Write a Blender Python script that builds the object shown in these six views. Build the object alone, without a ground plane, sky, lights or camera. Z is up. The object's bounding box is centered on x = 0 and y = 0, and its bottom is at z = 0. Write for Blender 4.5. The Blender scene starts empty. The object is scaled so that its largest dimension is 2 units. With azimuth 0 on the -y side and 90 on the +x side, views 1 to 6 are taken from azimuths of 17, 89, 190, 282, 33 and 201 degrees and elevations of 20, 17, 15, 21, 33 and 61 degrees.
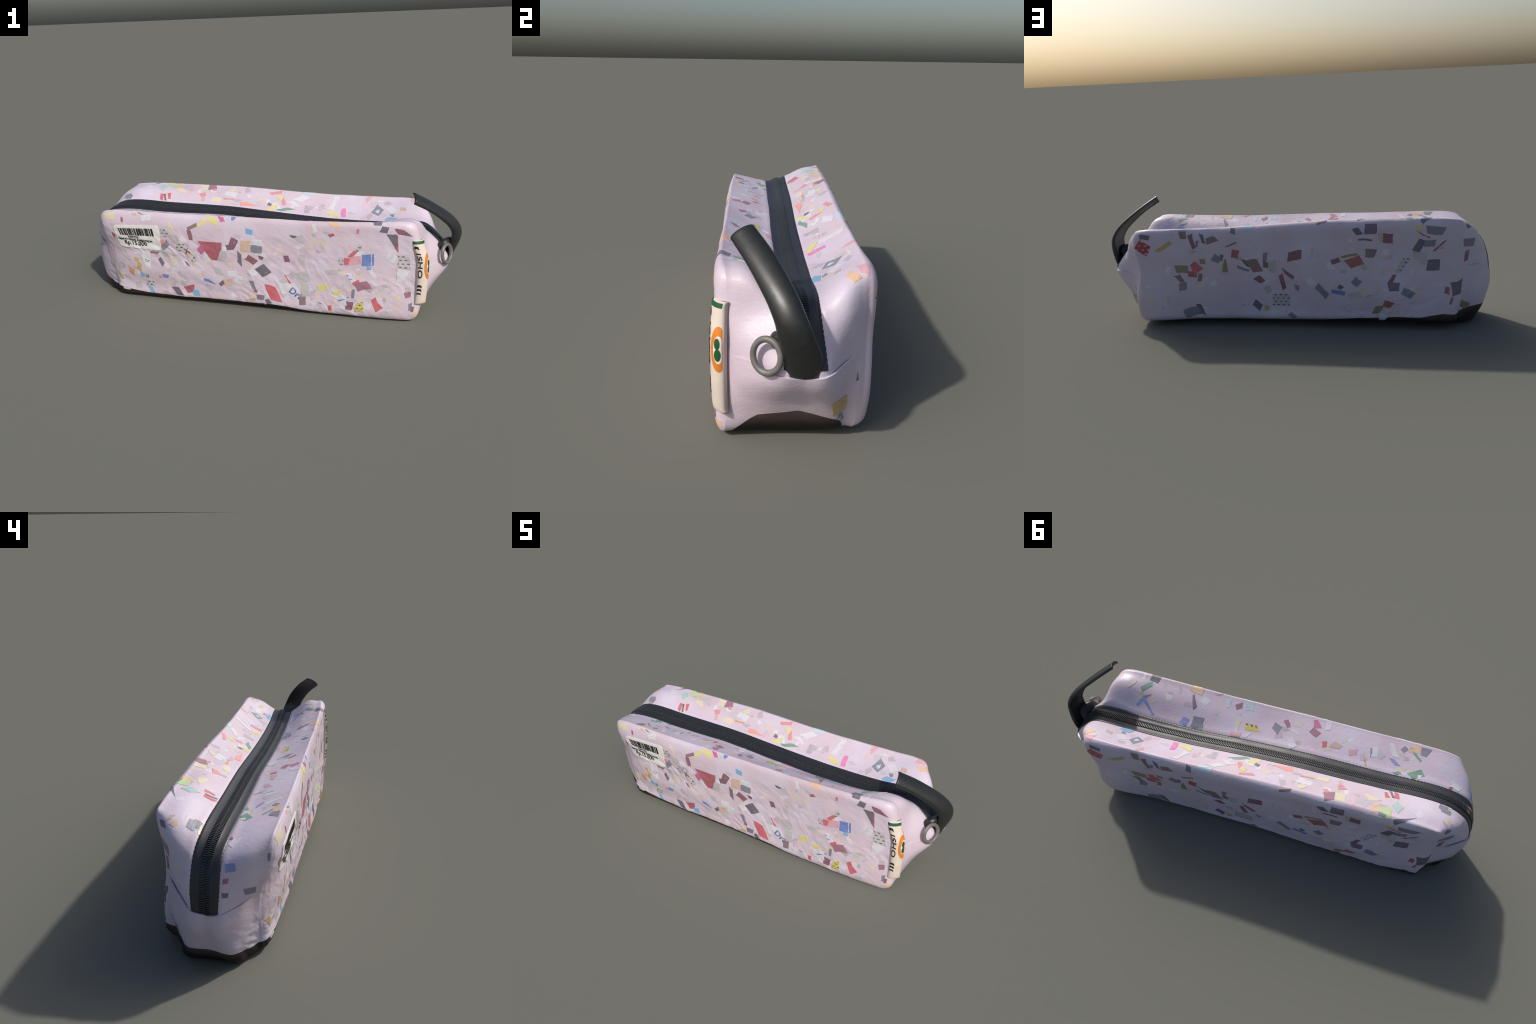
import bpy, bmesh, math, random
import numpy as np
from mathutils import Vector, Matrix, noise
from mathutils.bvhtree import BVHTree

rng = random.Random(7)

# =====================================================================
# small helpers
# =====================================================================
def catmull(P, i, u, closed):
    """Catmull-Rom between row i and i+1 of P (first axis)."""
    n = len(P)
    if closed:
        a, b, c, d = P[(i - 1) % n], P[i % n], P[(i + 1) % n], P[(i + 2) % n]
    else:
        b, c = P[i], P[i + 1]
        a = P[i - 1] if i > 0 else 2 * b - c
        d = P[i + 2] if i + 2 < n else 2 * c - b
    return 0.5 * (2 * b + (c - a) * u + (2 * a - 5 * b + 4 * c - d) * u * u
                  + (3 * b - a - 3 * c + d) * u ** 3)

def spline(P, t):
    i = min(int(t), len(P) - 2)
    return catmull(P, i, t - i, False)

def smooth(a, b, x):
    t = min(1.0, max(0.0, (x - a) / (b - a)))
    return t * t * (3 - 2 * t)

def lerp_table(table, x):
    """piecewise linear curve given as (x, value) pairs"""
    xs, ys = zip(*table)
    return float(np.interp(x, xs, ys))

# =====================================================================
# materials
# =====================================================================
def srgb(r, g, b):
    f = lambda c: (c / 255 / 12.92) if c / 255 <= 0.04045 else ((c / 255 + 0.055) / 1.055) ** 2.4
    return (f(r), f(g), f(b), 1.0)

def new_mat(name, rough=0.5, spec=0.5):
    m = bpy.data.materials.new(name)
    m.use_nodes = True
    nt = m.node_tree
    b = nt.nodes["Principled BSDF"]
    b.inputs["Roughness"].default_value = rough
    b.inputs["Specular IOR Level"].default_value = spec
    return m, nt, b

def tex_noise(nt, scale, detail=3, rough=0.55, stretch=None, turn=None):
    tc = nt.nodes.new("ShaderNodeTexCoord")
    mp = nt.nodes.new("ShaderNodeMapping")
    if stretch: mp.inputs["Scale"].default_value = stretch
    if turn: mp.inputs["Rotation"].default_value = turn
    n = nt.nodes.new("ShaderNodeTexNoise")
    n.inputs["Scale"].default_value = scale
    n.inputs["Detail"].default_value = detail
    n.inputs["Roughness"].default_value = rough
    nt.links.new(tc.outputs["Object"], mp.inputs["Vector"])
    nt.links.new(mp.outputs["Vector"], n.inputs["Vector"])
    return n

def ramp(nt, src, stops):
    r = nt.nodes.new("ShaderNodeValToRGB")
    el = r.color_ramp.elements
    while len(el) > 1: el.remove(el[-1])
    el[0].position, el[0].color = stops[0]
    for p, c in stops[1:]:
        e = el.new(p); e.color = c
    nt.links.new(src, r.inputs["Fac"])
    return r

def add_bump(nt, b, src, strength, dist):
    bp = nt.nodes.new("ShaderNodeBump")
    bp.inputs["Strength"].default_value = strength
    bp.inputs["Distance"].default_value = dist
    nt.links.new(src, bp.inputs["Height"])
    nt.links.new(bp.outputs["Normal"], b.inputs["Normal"])

def pink_plastic():
    m, nt, b = new_mat("pink_laminated_plastic", 0.40, 0.5)
    n = tex_noise(nt, 5.0, 4)
    r = ramp(nt, n.outputs["Fac"], [(0.30, srgb(204, 184, 194)), (0.50, srgb(207, 192, 206)), (0.70, srgb(210, 201, 217))])
    nt.links.new(r.outputs["Color"], b.inputs["Base Color"])
    f = tex_noise(nt, 60.0, 5, 0.6, (1.0, 1.0, 1.6), (0, 0.5, 0))
    add_bump(nt, b, f.outputs["Fac"], 0.28, 0.004)
    return m

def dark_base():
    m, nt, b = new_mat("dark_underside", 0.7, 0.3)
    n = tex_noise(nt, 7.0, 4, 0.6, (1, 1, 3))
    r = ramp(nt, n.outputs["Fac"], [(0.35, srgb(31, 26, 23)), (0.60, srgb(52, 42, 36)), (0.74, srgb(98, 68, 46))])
    # the dark colour turns lighter with height towards the upper edge of the turned-under part
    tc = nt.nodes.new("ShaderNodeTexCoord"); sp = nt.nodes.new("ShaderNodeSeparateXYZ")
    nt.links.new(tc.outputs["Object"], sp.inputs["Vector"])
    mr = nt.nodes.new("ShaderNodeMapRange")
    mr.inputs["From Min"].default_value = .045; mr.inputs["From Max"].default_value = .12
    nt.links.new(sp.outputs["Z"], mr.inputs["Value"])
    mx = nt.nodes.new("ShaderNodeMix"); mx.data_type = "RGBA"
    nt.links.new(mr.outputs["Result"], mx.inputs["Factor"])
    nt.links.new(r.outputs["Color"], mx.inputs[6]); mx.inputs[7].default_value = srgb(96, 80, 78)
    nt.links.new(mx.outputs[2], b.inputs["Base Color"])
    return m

def plain(name, col, rough=0.5, spec=0.5, var=0.12, scale=30.0, metallic=0.0):
    m, nt, b = new_mat(name, rough, spec)
    n = tex_noise(nt, scale, 3)
    lo = tuple(c * (1 - var) for c in col[:3]) + (1,)
    hi = tuple(min(1, c * (1 + var)) for c in col[:3]) + (1,)
    r = ramp(nt, n.outputs["Fac"], [(0.3, lo), (0.7, hi)])
    nt.links.new(r.outputs["Color"], b.inputs["Base Color"])
    b.inputs["Metallic"].default_value = metallic
    add_bump(nt, b, n.outputs["Fac"], 0.15, 0.002)
    return m

def woven_tape():
    m, nt, b = new_mat("zipper_tape_weave", 0.46, 0.7)
    n = tex_noise(nt, 140.0, 3, 0.7)
    r = ramp(nt, n.outputs["Fac"], [(0.3, srgb(31, 32, 37)), (0.7, srgb(43, 44, 49))])
    nt.links.new(r.outputs["Color"], b.inputs["Base Color"])
    add_bump(nt, b, n.outputs["Fac"], 0.2, 0.002)
    return m

M_PINK = pink_plastic()
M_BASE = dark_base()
M_TAPE = woven_tape()
M_TEETH = plain("zipper_teeth_plastic", srgb(50, 51, 56), 0.35, 0.6)
M_STRAP = plain("black_strap_webbing", srgb(38, 40, 40), 0.38, 0.5, 0.15, 50)
M_RING = plain("dull_ring_metal", srgb(118, 115, 112), 0.5, 0.5, 0.15, 40, 0.2)
M_LABEL = plain("label_paper", srgb(222, 221, 218), 0.6, 0.4, 0.03)
M_INK = plain("black_ink", srgb(38, 36, 36), 0.6, 0.3, 0.1)

# =====================================================================
# body: closed loops running round the bag (top, zip end, bottom, far end)
# F / K : front and back corner edges, G : zip tape edges, C : centre line
# stations: 0-6 top, 7 corner, 8-11 pull end, 12 corner, 13-17 bottom,
#           18 corner, 19-22 far end, 23 corner
# =====================================================================
F = np.array([
    (-.80, -.213, .509), (-.55, -.217, .509), (-.25, -.217, .506), (.05, -.214, .503), (.35, -.213, .502), (.60, -.208, .509), (.73, -.199, .517),
    (.790, -.189, .498),
    (.815, -.185, .42), (.836, -.185, .32), (.838, -.183, .2), (.828, -.186, .1),
    (.802, -.195, .018),
    (.70, -.206, .006), (.38, -.200, .006), (.03, -.187, .014), (-.35, -.180, .014), (-.66, -.168, .010),
    (-.822, -.158, .014),
    (-.843, -.154, .085), (-.861, -.158, .17), (-.871, -.169, .28), (-.878, -.191, .38),
    (-.873, -.204, .474)], float)
C = np.array([
    (-.80, -.010, .484), (-.55, -.006, .477), (-.25, -.002, .470), (.05, .001, .448), (.35, .010, .424), (.60, .016, .424), (.74, .022, .435),
    (.818, .024, .430),
    (.873, .024, .392), (.930, .030, .325), (.944, .030, .27), (.876, .030, .15),
    (.808, .03, .040),
    (.72, .0, .002), (.38, .0, .0), (.03, .0, .0), (-.35, 0, .0), (-.66, 0, .0),
    (-.882, 0, .005),
    (-.937, 0, .045), (-.971, 0, .12), (-.988, .0, .22), (-.980, .0, .335),
    (-.928, -.003, .440)], float)
K = np.array([
    (-.785, .196, .556), (-.55, .192, .561), (-.25, .194, .557), (.05, .195, .543), (.35, .202, .529), (.60, .207, .523), (.73, .209, .521),
    (.790, .207, .500),
    (.797, .213, .42), (.783, .214, .31), (.799, .212, .2), (.808, .204, .1),
    (.790, .186, .030),
    (.70, .182, .024), (.38, .174, .032), (.03, .168, .032), (-.35, .158, .030), (-.66, .154, .024),
    (-.815, .152, .020),
    (-.838, .160, .09), (-.850, .172, .18), (-.848, .172, .29), (-.842, .178, .40),
    (-.845, .196, .529)], float)
# half width of the tape and how much its two edges sit above the centre
HALF = np.array([.046] * 7 + [.047] + [.052, .055, .06, .075] + [.10] * 7 + [.08, .07, .046, .050] + [.048])
FRONT_LIFT = np.array([-.012, -.012, -.008, -.008, -.006, -.004, -.002, -.002] + [0] * 15 + [-.003])
BACK_LIFT = np.array([.014, .014, .013, .012, .012, .008, .005, .004] + [0] * 5 + [.010] * 5 + [0] * 5 + [.008])
up = np.zeros((24, 3)); up[:, 2] = 1
side = np.zeros((24, 3)); side[:, 1] = 1
GF = C - side * HALF[:, None] + up * FRONT_LIFT[:, None]
GB = C + side * HALF[:, None] + up * BACK_LIFT[:, None]
# middle of each gusset strip: slack or taut between corner edge and tape
SAG_F = np.array([0, 0, -.002, .004, -.006, -.016, -.030, -.016] + [0.0] * 16)
SAG_B = np.array([-.012, -.012, -.003, .003, .008, .008, .006, .004] + [0.0] * 16)
HF = 0.52 * F + 0.48 * GF - up * SAG_F[:, None]
HB = 0.52 * K + 0.48 * GB - up * SAG_B[:, None]
# the far end bulges like a cushion, the pull end is pinched to a nose
for i in (19, 20, 21, 22, 23):
    HF[i, 0] -= .006; HB[i, 0] -= .009
HF[19, 0] -= .004; HF[20, 0] -= .005; HF[22, 0] -= .006; HF[23, 0] -= .008; HB[19, 0] += .006; HB[20, 0] += .003; HB[22, 0] -= .008; HB[23, 0] -= .012
HB[6] += (.006, 0, .014); HB[7] += (.018, 0, .010); HB[8] += (.022, 0, .004); HB[9, 0] -= .002; HB[10, 0] -= .022; HB[11, 0] -= .016; HB[12, 0] -= .010
HF[8] += (-.005, 0, -.005); HF[7] += (.006, 0, .006)
# a second loop close to each corner edge keeps the folded edge crisp
FA = .77 * F + .23 * HF
KA = .77 * K + .23 * HB

def front_face_y(x, z):
    y = -.224
    y -= .012 * math.exp(-((x - .55) / .22) ** 2 - ((z - .13) / .12) ** 2)
    y += .068 * math.exp(-((x + .92) / .13) ** 2 - ((z - .20) / .20) ** 2)
    y -= .009 * math.exp(-((x + .55) / .25) ** 2 - ((z - .44) / .07) ** 2)
    y += .022 * math.exp(-((x + .72) / .22) ** 2 - ((z - .06) / .10) ** 2)
    y += .018 * math.exp(-((x - .84) / .12) ** 2 - ((z - .25) / .22) ** 2)
    y -= .007 * math.exp(-((x + .40) / .35) ** 2 - ((z - .37) / .12) ** 2)
    y += .014 * math.exp(-((x + .35) / .35) ** 2 - ((z - .06) / .08) ** 2)
    y -= .006 * math.exp(-((x + .15) / .35) ** 2 - ((z - .40) / .07) ** 2)
    y += .008 * math.exp(-((x - .15) / .2) ** 2 - ((z - .28) / .15) ** 2)
    y -= .010 * math.exp(-((x + .80) / .1) ** 2 - ((z - .40) / .08) ** 2)
    return y

def back_face_y(x, z):
    y = .223
    y += .014 * smooth(.5, .72, x)
    y -= .043 * math.exp(-((x + .86) / .17) ** 2 - ((z - .36) / .22) ** 2)
    y -= .012 * math.exp(-((x + .55) / .16) ** 2 - ((z - .38) / .12) ** 2)
    y += .010 * math.exp(-((x - .3) / .3) ** 2 - ((z - .42) / .10) ** 2)
    y -= .012 * math.exp(-((z - .02) / .10) ** 2)
    y -= .015 * math.exp(-((x - .05) / .3) ** 2 - ((z - .14) / .1) ** 2)
    return y

SPANS = [(23, 31, 330), (31, 36, 104), (36, 42, 330), (42, 47, 104)]
SPINE_L, SPINE_R, SPINE_Z = -.62, .58, .265

def loop_at(P, t):
    i = int(math.floor(t))
    return catmull(P, i, t - i, True)

def columns():
    """parameter values round the loop, evenly spaced in length in each span, with the spine x"""
    cols = []
    for k, (a, b, n) in enumerate(SPANS):
        ts = np.linspace(a, b, 400)
        L = np.array([loop_at(F, t) * 0.5 + loop_at(K, t) * 0.5 for t in ts])
        s = np.concatenate([[0], np.cumsum(np.linalg.norm(np.diff(L, axis=0), axis=1))])
        tt = np.interp(np.linspace(0, s[-1], n + 1)[:-1], s, ts)
        for j, t in enumerate(tt):
            f = j / n
            sx = (SPINE_L + (SPINE_R - SPINE_L) * f, SPINE_R, SPINE_R + (SPINE_L - SPINE_R) * f, SPINE_L)[k]
            cols.append((float(t), sx))
    return cols

COLS = columns()
N_PANEL, N_HALF = 56, 9

def panel_curve(edge, sx, face):
    """points from spine to corner edge of a side panel"""
    pts = []
    for f in (0.0, .35, .7, .88, .965):
        x = sx + (edge[0] - sx) * f
        z = SPINE_Z + (edge[2] - SPINE_Z) * f
        y = face(x, z)
        if f > .9: y += (edge[1] - y) * (.40 + .05 * smooth(-.78, -.85, x))
        pts.append(np.array((x, y, z)))
    return pts

# v: 0..5 front panel, 5..13 front edge over the zip to the back edge, 13..18 back panel
N_SIDE, N_TOP = 5, 8
V_ROWS = ([N_SIDE * i / N_PANEL for i in range(N_PANEL)]
          + [N_SIDE + N_TOP * i / (N_TOP * N_HALF) for i in range(N_TOP * N_HALF)]
          + [N_SIDE + N_TOP + N_SIDE * i / N_PANEL for i in range(N_PANEL + 1)])
M, R = len(COLS), len(V_ROWS)

def build_grid():
    G = np.zeros((R, M, 3))
    for j, (t, sx) in enumerate(COLS):
        mid = [loop_at(P, t) for P in (F, FA, HF, GF, C, GB, HB, KA, K)]
        P = np.array(panel_curve(mid[0], sx, front_face_y) + mid
                     + panel_curve(mid[-1], sx, back_face_y)[::-1])
        for i, v in enumerate(V_ROWS):
            G[i, j] = spline(P, v)
    return G

GRID = build_grid()

def crinkle(p, n):
    """paper-like wrinkles of the laminated sheet: soft dents, then diagonal ripples"""
    x, y, z = p
    d = 0.004 * noise.noise(Vector((x * 2.3, y * 3, z * 3.1 + 5)))
    panel = smooth(.55, .9, abs(n[1]))
    wx = x + .03 * noise.noise(Vector((x * 9, 4, z * 9))); wz = z + .03 * noise.noise(Vector((x * 9, 14, z * 9)))
    u = wx * .80 - wz * .60; w = wx * .60 + wz * .80
    if n[1] < 0:
        amt = (.25 + .75 * smooth(.46, .36, z)) * (.35 + 1.1 * max(0, .45 + noise.noise(Vector((x * 3.5, 2, z * 5)))))
    else:
        amt = .18 + .9 * smooth(-.15, -.5, x) * smooth(.34, .2, z) + .3 * smooth(.18, .05, z)
    if panel > 0:
        soft = noise.noise(Vector((wx * 7, y * 3 + 3, wz * 10)))
        a = noise.noise(Vector((u * 11, y * 3, w * 26)))
        b = noise.noise(Vector((u * 22 + 9, y * 3, w * 48)))
        d += panel * amt * (.0042 * soft + .0040 * (.28 - abs(a)) + .0022 * (.28 - abs(b)))
    d += (1 - panel) * .0014 * noise.noise(Vector((x * 11, y * 9, z * 9)))
    return d

def body_mesh():
    bm = bmesh.new()
    V = [[bm.verts.new(GRID[i, j]) for j in range(M)] for i in range(R)]
    for i in range(R - 1):
        for j in range(M):
            bm.faces.new((V[i][j], V[i][(j + 1) % M], V[i + 1][(j + 1) % M], V[i + 1][j]))
    bmesh.ops.remove_doubles(bm, verts=bm.verts, dist=0.0004)
    bmesh.ops.recalc_face_normals(bm, faces=bm.faces)
    bm.normal_update()
    # the tape lies in a shallow channel with a turned hem on both sides
    groove = {}
    for i, vv in enumerate(V_ROWS):
        w = abs(vv - (N_SIDE + 4))
        if w < 1.5:
            for j, (t, sx) in enumerate(COLS):
                tt = t if t < 40 else t - 24
                along = smooth(20.6, 21.3, tt) * smooth(33.9, 33.4, tt)
                groove[V[i][j]] = along * (-.0030 * smooth(1.07, .95, w) + .0015 * math.exp(-((w - 1.16) / .09) ** 2))
    mv = []
    for v in bm.verts:
        mv.append(v.co + v.normal * (crinkle(v.co, v.normal) + groove.get(v, 0.0)))
    for v, c in zip(bm.verts, mv): v.co = c
    for v in bm.verts: v.co.z = max(v.co.z - .002, 0.0)
    bm.normal_update()
    return bm

# height up to which the lower part of the body is coloured dark
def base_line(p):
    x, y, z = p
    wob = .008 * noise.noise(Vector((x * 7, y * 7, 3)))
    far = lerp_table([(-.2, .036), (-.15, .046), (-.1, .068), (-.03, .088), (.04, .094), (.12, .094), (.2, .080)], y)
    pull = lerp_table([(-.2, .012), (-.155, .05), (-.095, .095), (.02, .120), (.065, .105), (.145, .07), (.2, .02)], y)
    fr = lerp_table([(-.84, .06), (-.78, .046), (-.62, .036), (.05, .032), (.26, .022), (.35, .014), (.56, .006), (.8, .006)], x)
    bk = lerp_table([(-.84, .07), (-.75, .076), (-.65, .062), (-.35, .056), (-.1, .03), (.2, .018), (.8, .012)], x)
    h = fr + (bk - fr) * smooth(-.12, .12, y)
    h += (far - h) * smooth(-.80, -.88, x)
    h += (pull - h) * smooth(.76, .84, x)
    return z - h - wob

bm = body_mesh()
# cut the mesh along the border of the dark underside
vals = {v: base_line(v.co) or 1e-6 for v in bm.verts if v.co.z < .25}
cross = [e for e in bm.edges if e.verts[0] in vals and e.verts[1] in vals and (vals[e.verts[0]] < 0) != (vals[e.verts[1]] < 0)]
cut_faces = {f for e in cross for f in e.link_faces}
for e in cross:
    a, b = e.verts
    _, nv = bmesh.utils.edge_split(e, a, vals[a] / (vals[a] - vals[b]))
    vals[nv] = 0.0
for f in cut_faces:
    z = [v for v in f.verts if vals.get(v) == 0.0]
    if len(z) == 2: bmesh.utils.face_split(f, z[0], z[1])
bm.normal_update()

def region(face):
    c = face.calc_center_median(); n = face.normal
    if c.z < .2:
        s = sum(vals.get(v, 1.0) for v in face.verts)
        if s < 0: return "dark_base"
    if n.y < -.60: return "front_side"
    if n.y > .60: return "back_side"
    if n.z > .5 and abs(c.x) < .80: return "top_side"
    return "pull_end" if c.x > 0 else "far_end"

bm.faces.ensure_lookup_table(); bm.verts.ensure_lookup_table(); bm.verts.index_update()
BVH = BVHTree.FromBMesh(bm)
BODY_CO = [v.co.copy() for v in bm.verts]
BODY_NO = [v.normal.copy() for v in bm.verts]

ROOT = bpy.data.objects.new("pencil_case", None)
bpy.context.scene.collection.objects.link(ROOT)
ROOT["label"] = "pale pink zip pencil case with scattered paper scrap print"
ROOT["category"] = "pencil case"

def add_object(name, mesh, parent=ROOT, mat=None):
    o = bpy.data.objects.new(name, mesh)
    bpy.context.scene.collection.objects.link(o)
    o.parent = parent
    if mat: mesh.materials.append(mat)
    return o

def mesh_from(name, verts, faces, smooth_shade=True):
    me = bpy.data.meshes.new(name)
    me.from_pydata([tuple(v) for v in verts], [], faces)
    me.update()
    if smooth_shade: me.polygons.foreach_set("use_smooth", [True] * len(me.polygons))
    return me

groups = {}
for f in bm.faces: groups.setdefault(region(f), []).append([v.index for v in f.verts])
BODY = bpy.data.objects.new("body", None)
bpy.context.scene.collection.objects.link(BODY); BODY.parent = ROOT
for name, faces in groups.items():
    used = sorted({i for f in faces for i in f}); back = {i: k for k, i in enumerate(used)}
    me = mesh_from(name, [BODY_CO[i] for i in used], [[back[i] for i in f] for f in faces])
    me.normals_split_custom_set_from_vertices([tuple(BODY_NO[i]) for i in used])
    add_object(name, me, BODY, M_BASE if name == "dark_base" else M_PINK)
bm.free()

# =====================================================================
# projecting things on to the body
# =====================================================================
S2 = math.sqrt(.5)
FACES = {   # origin, right, up, ray direction
    "front": ((0, -1, 0), (1, 0, 0), (0, 0, 1), (0, 1, 0)),
    "back": ((0, 1, 0), (-1, 0, 0), (0, 0, 1), (0, -1, 0)),
    "top": ((0, 0, 2), (1, 0, 0), (0, 1, 0), (0, 0, -1)),
    "front_edge": ((0, -S2, S2), (1, 0, 0), (0, S2, S2), (0, S2, -S2)),
    "back_edge": ((0, S2, S2), (-1, 0, 0), (0, -S2, S2), (0, -S2, -S2)),
    "pull_end": ((2, 0, 0), (0, 1, 0), (0, 0, 1), (-1, 0, 0)),
    "far_end": ((-2, 0, 0), (0, -1, 0), (0, 0, 1), (1, 0, 0)),
}
def project(face, a, b, lift, tree=None):
    o, r, u, d = (Vector(w) for w in FACES[face])
    hit = (tree or BVH).ray_cast(o + r * a + u * b, d)
    if hit[0] is None: return None
    return hit[0] + hit[1] * lift

def sheet_object(name, face, outline, lift, mat, parent, cell=.0055, thick=None):
    """a thin printed piece: outline (in face coordinates) cut into cells and laid on the body"""
    b2 = bmesh.new()
    vs = [b2.verts.new((p[0], p[1], 0)) for p in outline]
    b2.faces.new(vs)
    xs = [p[0] for p in outline]; ys = [p[1] for p in outline]
    for axis, lo, hi in ((0, min(xs), max(xs)), (1, min(ys), max(ys))):
        k = int((hi - lo) / cell)
        for i in range(1, k + 1):
            co = [0, 0, 0]; no = [0, 0, 0]
            co[axis] = lo + (hi - lo) * i / (k + 1); no[axis] = 1
            bmesh.ops.bisect_plane(b2, geom=b2.verts[:] + b2.edges[:] + b2.faces[:], plane_co=co, plane_no=no, dist=1e-6)
    bad = []
    top = {}
    for v in b2.verts:
        q = project(face, v.co.x, v.co.y, lift(v.co.x, v.co.y) if callable(lift) else lift)
        if q is None: bad.append(v)
        else: top[v] = q
    # a piece stays on its own side of a fold: drop points that landed far below or above the rest
    o_, d_ = Vector(FACES[face][0]), Vector(FACES[face][3])
    depth = {v: (q - o_).dot(d_) for v, q in top.items()}
    if depth and mat is not M_PINK:
        mid = sorted(depth.values())[len(depth) // 2]
        bad += [v for v in depth if abs(depth[v] - mid) > .035]
    if bad: bmesh.ops.delete(b2, geom=bad, context="VERTS")
    for v in b2.verts: v.co = top[v]
    b2.normal_update()
    o, r, u, d = (Vector(w) for w in FACES[face])
    if sum((f.normal.dot(d) for f in b2.faces), 0.0) > 0:
        bmesh.ops.reverse_faces(b2, faces=b2.faces[:])
    # give it depth: skirt sinking into the body
    edges = [e for e in b2.edges if e.is_boundary]
    for e in edges: e.smooth = False
    ret = bmesh.ops.extrude_edge_only(b2, edges=edges)
    for g in ret["geom"]:
        if isinstance(g, bmesh.types.BMVert): g.co += d * ((.009 if callable(lift) else lift) + .0015)
    me = bpy.data.meshes.new(name)
    b2.to_mesh(me); b2.free()
    me.polygons.foreach_set("use_smooth", [True] * len(me.polygons))
    return add_object(name, me, parent, mat)

# =====================================================================
# zipper: tape, teeth, ring, strap
# =====================================================================
def strip_surface(t, w):
    """point on the zip strip, w from -1 (front edge of the tape) to 1"""
    P = np.array([loop_at(Q, t) for Q in (HF, GF, C, GB, HB)])
    q = spline(P, 2 + w)
    return Vector(q)

def strip_frame(t, w):
    p = strip_surface(t, w)
    dt = strip_surface(t + .01, w) - strip_surface(t - .01, w)
    dw = strip_surface(t, w + .02) - strip_surface(t, w - .02)
    n = dt.cross(dw).normalized()
    mid = Vector((0, 0, .28))
    if n.dot(p - mid) < 0: n = -n
    hit = BVH.find_nearest(p)
    if hit[0] is not None and (hit[0] - p).length < .03:
        p = hit[0]
    return p, dt.normalized(), dw.normalized(), n

ZIP_A, ZIP_B = 21.3, 24 + 9.75       # from the far end, over the top, to the nose
ZIP = bpy.data.objects.new("zipper", None)
bpy.context.scene.collection.objects.link(ZIP); ZIP.parent = ROOT

def zip_stations(n):
    ts = np.linspace(ZIP_A, ZIP_B, 1500)
    L = np.array([strip_surface(t, 0) for t in ts])
    s = np.concatenate([[0], np.cumsum(np.linalg.norm(np.diff(L, axis=0), axis=1))])
    return np.interp(np.linspace(0, s[-1], n), s, ts), s[-1]

def build_tape():
    n = 420
    ts, _ = zip_stations(n)
    ws = np.linspace(-1, 1, 17)
    verts, faces = [], []
    for i, t in enumerate(ts):
        for j, w in enumerate(ws):
            e = 1 + (.02 * math.sin(i * 2.1) * rng.uniform(.4, 1) if abs(w) > .99 else 0)
            p, a, b, n_ = strip_frame(t, w * e)
            # flat tape with a raised chain and a shallow groove beside it
            h = .0034 + .0012 * smooth(.42, .26, abs(w)) - (.002 if abs(w) > .99 else 0)
            verts.append(p + n_ * h)
    J = len(ws)
    for i in range(n - 1):
        for j in range(J - 1):
            faces.append((i * J + j, i * J + j + 1, (i + 1) * J + j + 1, (i + 1) * J + j))
    me = mesh_from("zipper_tape", verts, faces)
    o = add_object("zipper_tape", me, ZIP, M_TAPE)
    md = o.modifiers.new("thickness", "SOLIDIFY"); md.thickness = .006; md.offset = 1
    return o
build_tape()

def build_teeth():
    _, length = zip_stations(10)
    n = int(length / .0080)
    ts, _ = zip_stations(n)
    verts, faces = [], []
    for i, t in enumerate(ts):
        for sgn in (-1, 1):
            tt = t if sgn < 0 else 0.5 * (t + ts[min(i + 1, n - 1)])
            w = sgn * .16
            p, a, b, nn = strip_frame(tt, w)
            c = p + nn * .0066
            ha, hb, hn = a * .0023, b * .0105, nn * .0020
            k = len(verts)
            for s1, s2, s3, f in ((-1, -1, -1, 1), (1, -1, -1, 1), (1, 1, -1, 1), (-1, 1, -1, 1),
                                  (-1, -1, 1, .6), (1, -1, 1, .6), (1, 1, 1, .6), (-1, 1, 1, .6)):
                verts.append(c + ha * s1 * f + hb * s2 * (.5 + .5 * f) + hn * s3)
            for q in ((0, 3, 2, 1), (4, 5, 6, 7), (0, 1, 5, 4), (1, 2, 6, 5), (2, 3, 7, 6), (3, 0, 4, 7)):
                faces.append(tuple(k + m for m in q))
    me = mesh_from("zipper_teeth", verts, faces, False)
    o = add_object("zipper_teeth", me, ZIP, M_TEETH)
    o["kind"] = "stuff"
build_teeth()

# folded strap: spine points, with the half-width vector at each
STRAP = np.array([(.773, -.143, .618), (.854, -.091, .564), (.938, -.041, .493), (.976, -.015, .436), (.978, .000, .385), (.962, .020, .325), (.945, .022, .268)])
STRAP_W = np.array([(.006, -.032, -.018), (.004, -.036, -.016), (-.006, -.040, -.012), (-.012, -.043, -.006), (-.012, -.048, 0), (-.006, -.053, 0), (-.006, -.050, 0)])
STRAP_CURL = [.022, .022, .025, .031, .034, .028, .018]      # bulge of the outer side
STRAP_HOLLOW = [.55, .5, .4, .2, .0, -.1, -.1]               # how far the inner side follows it

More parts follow.
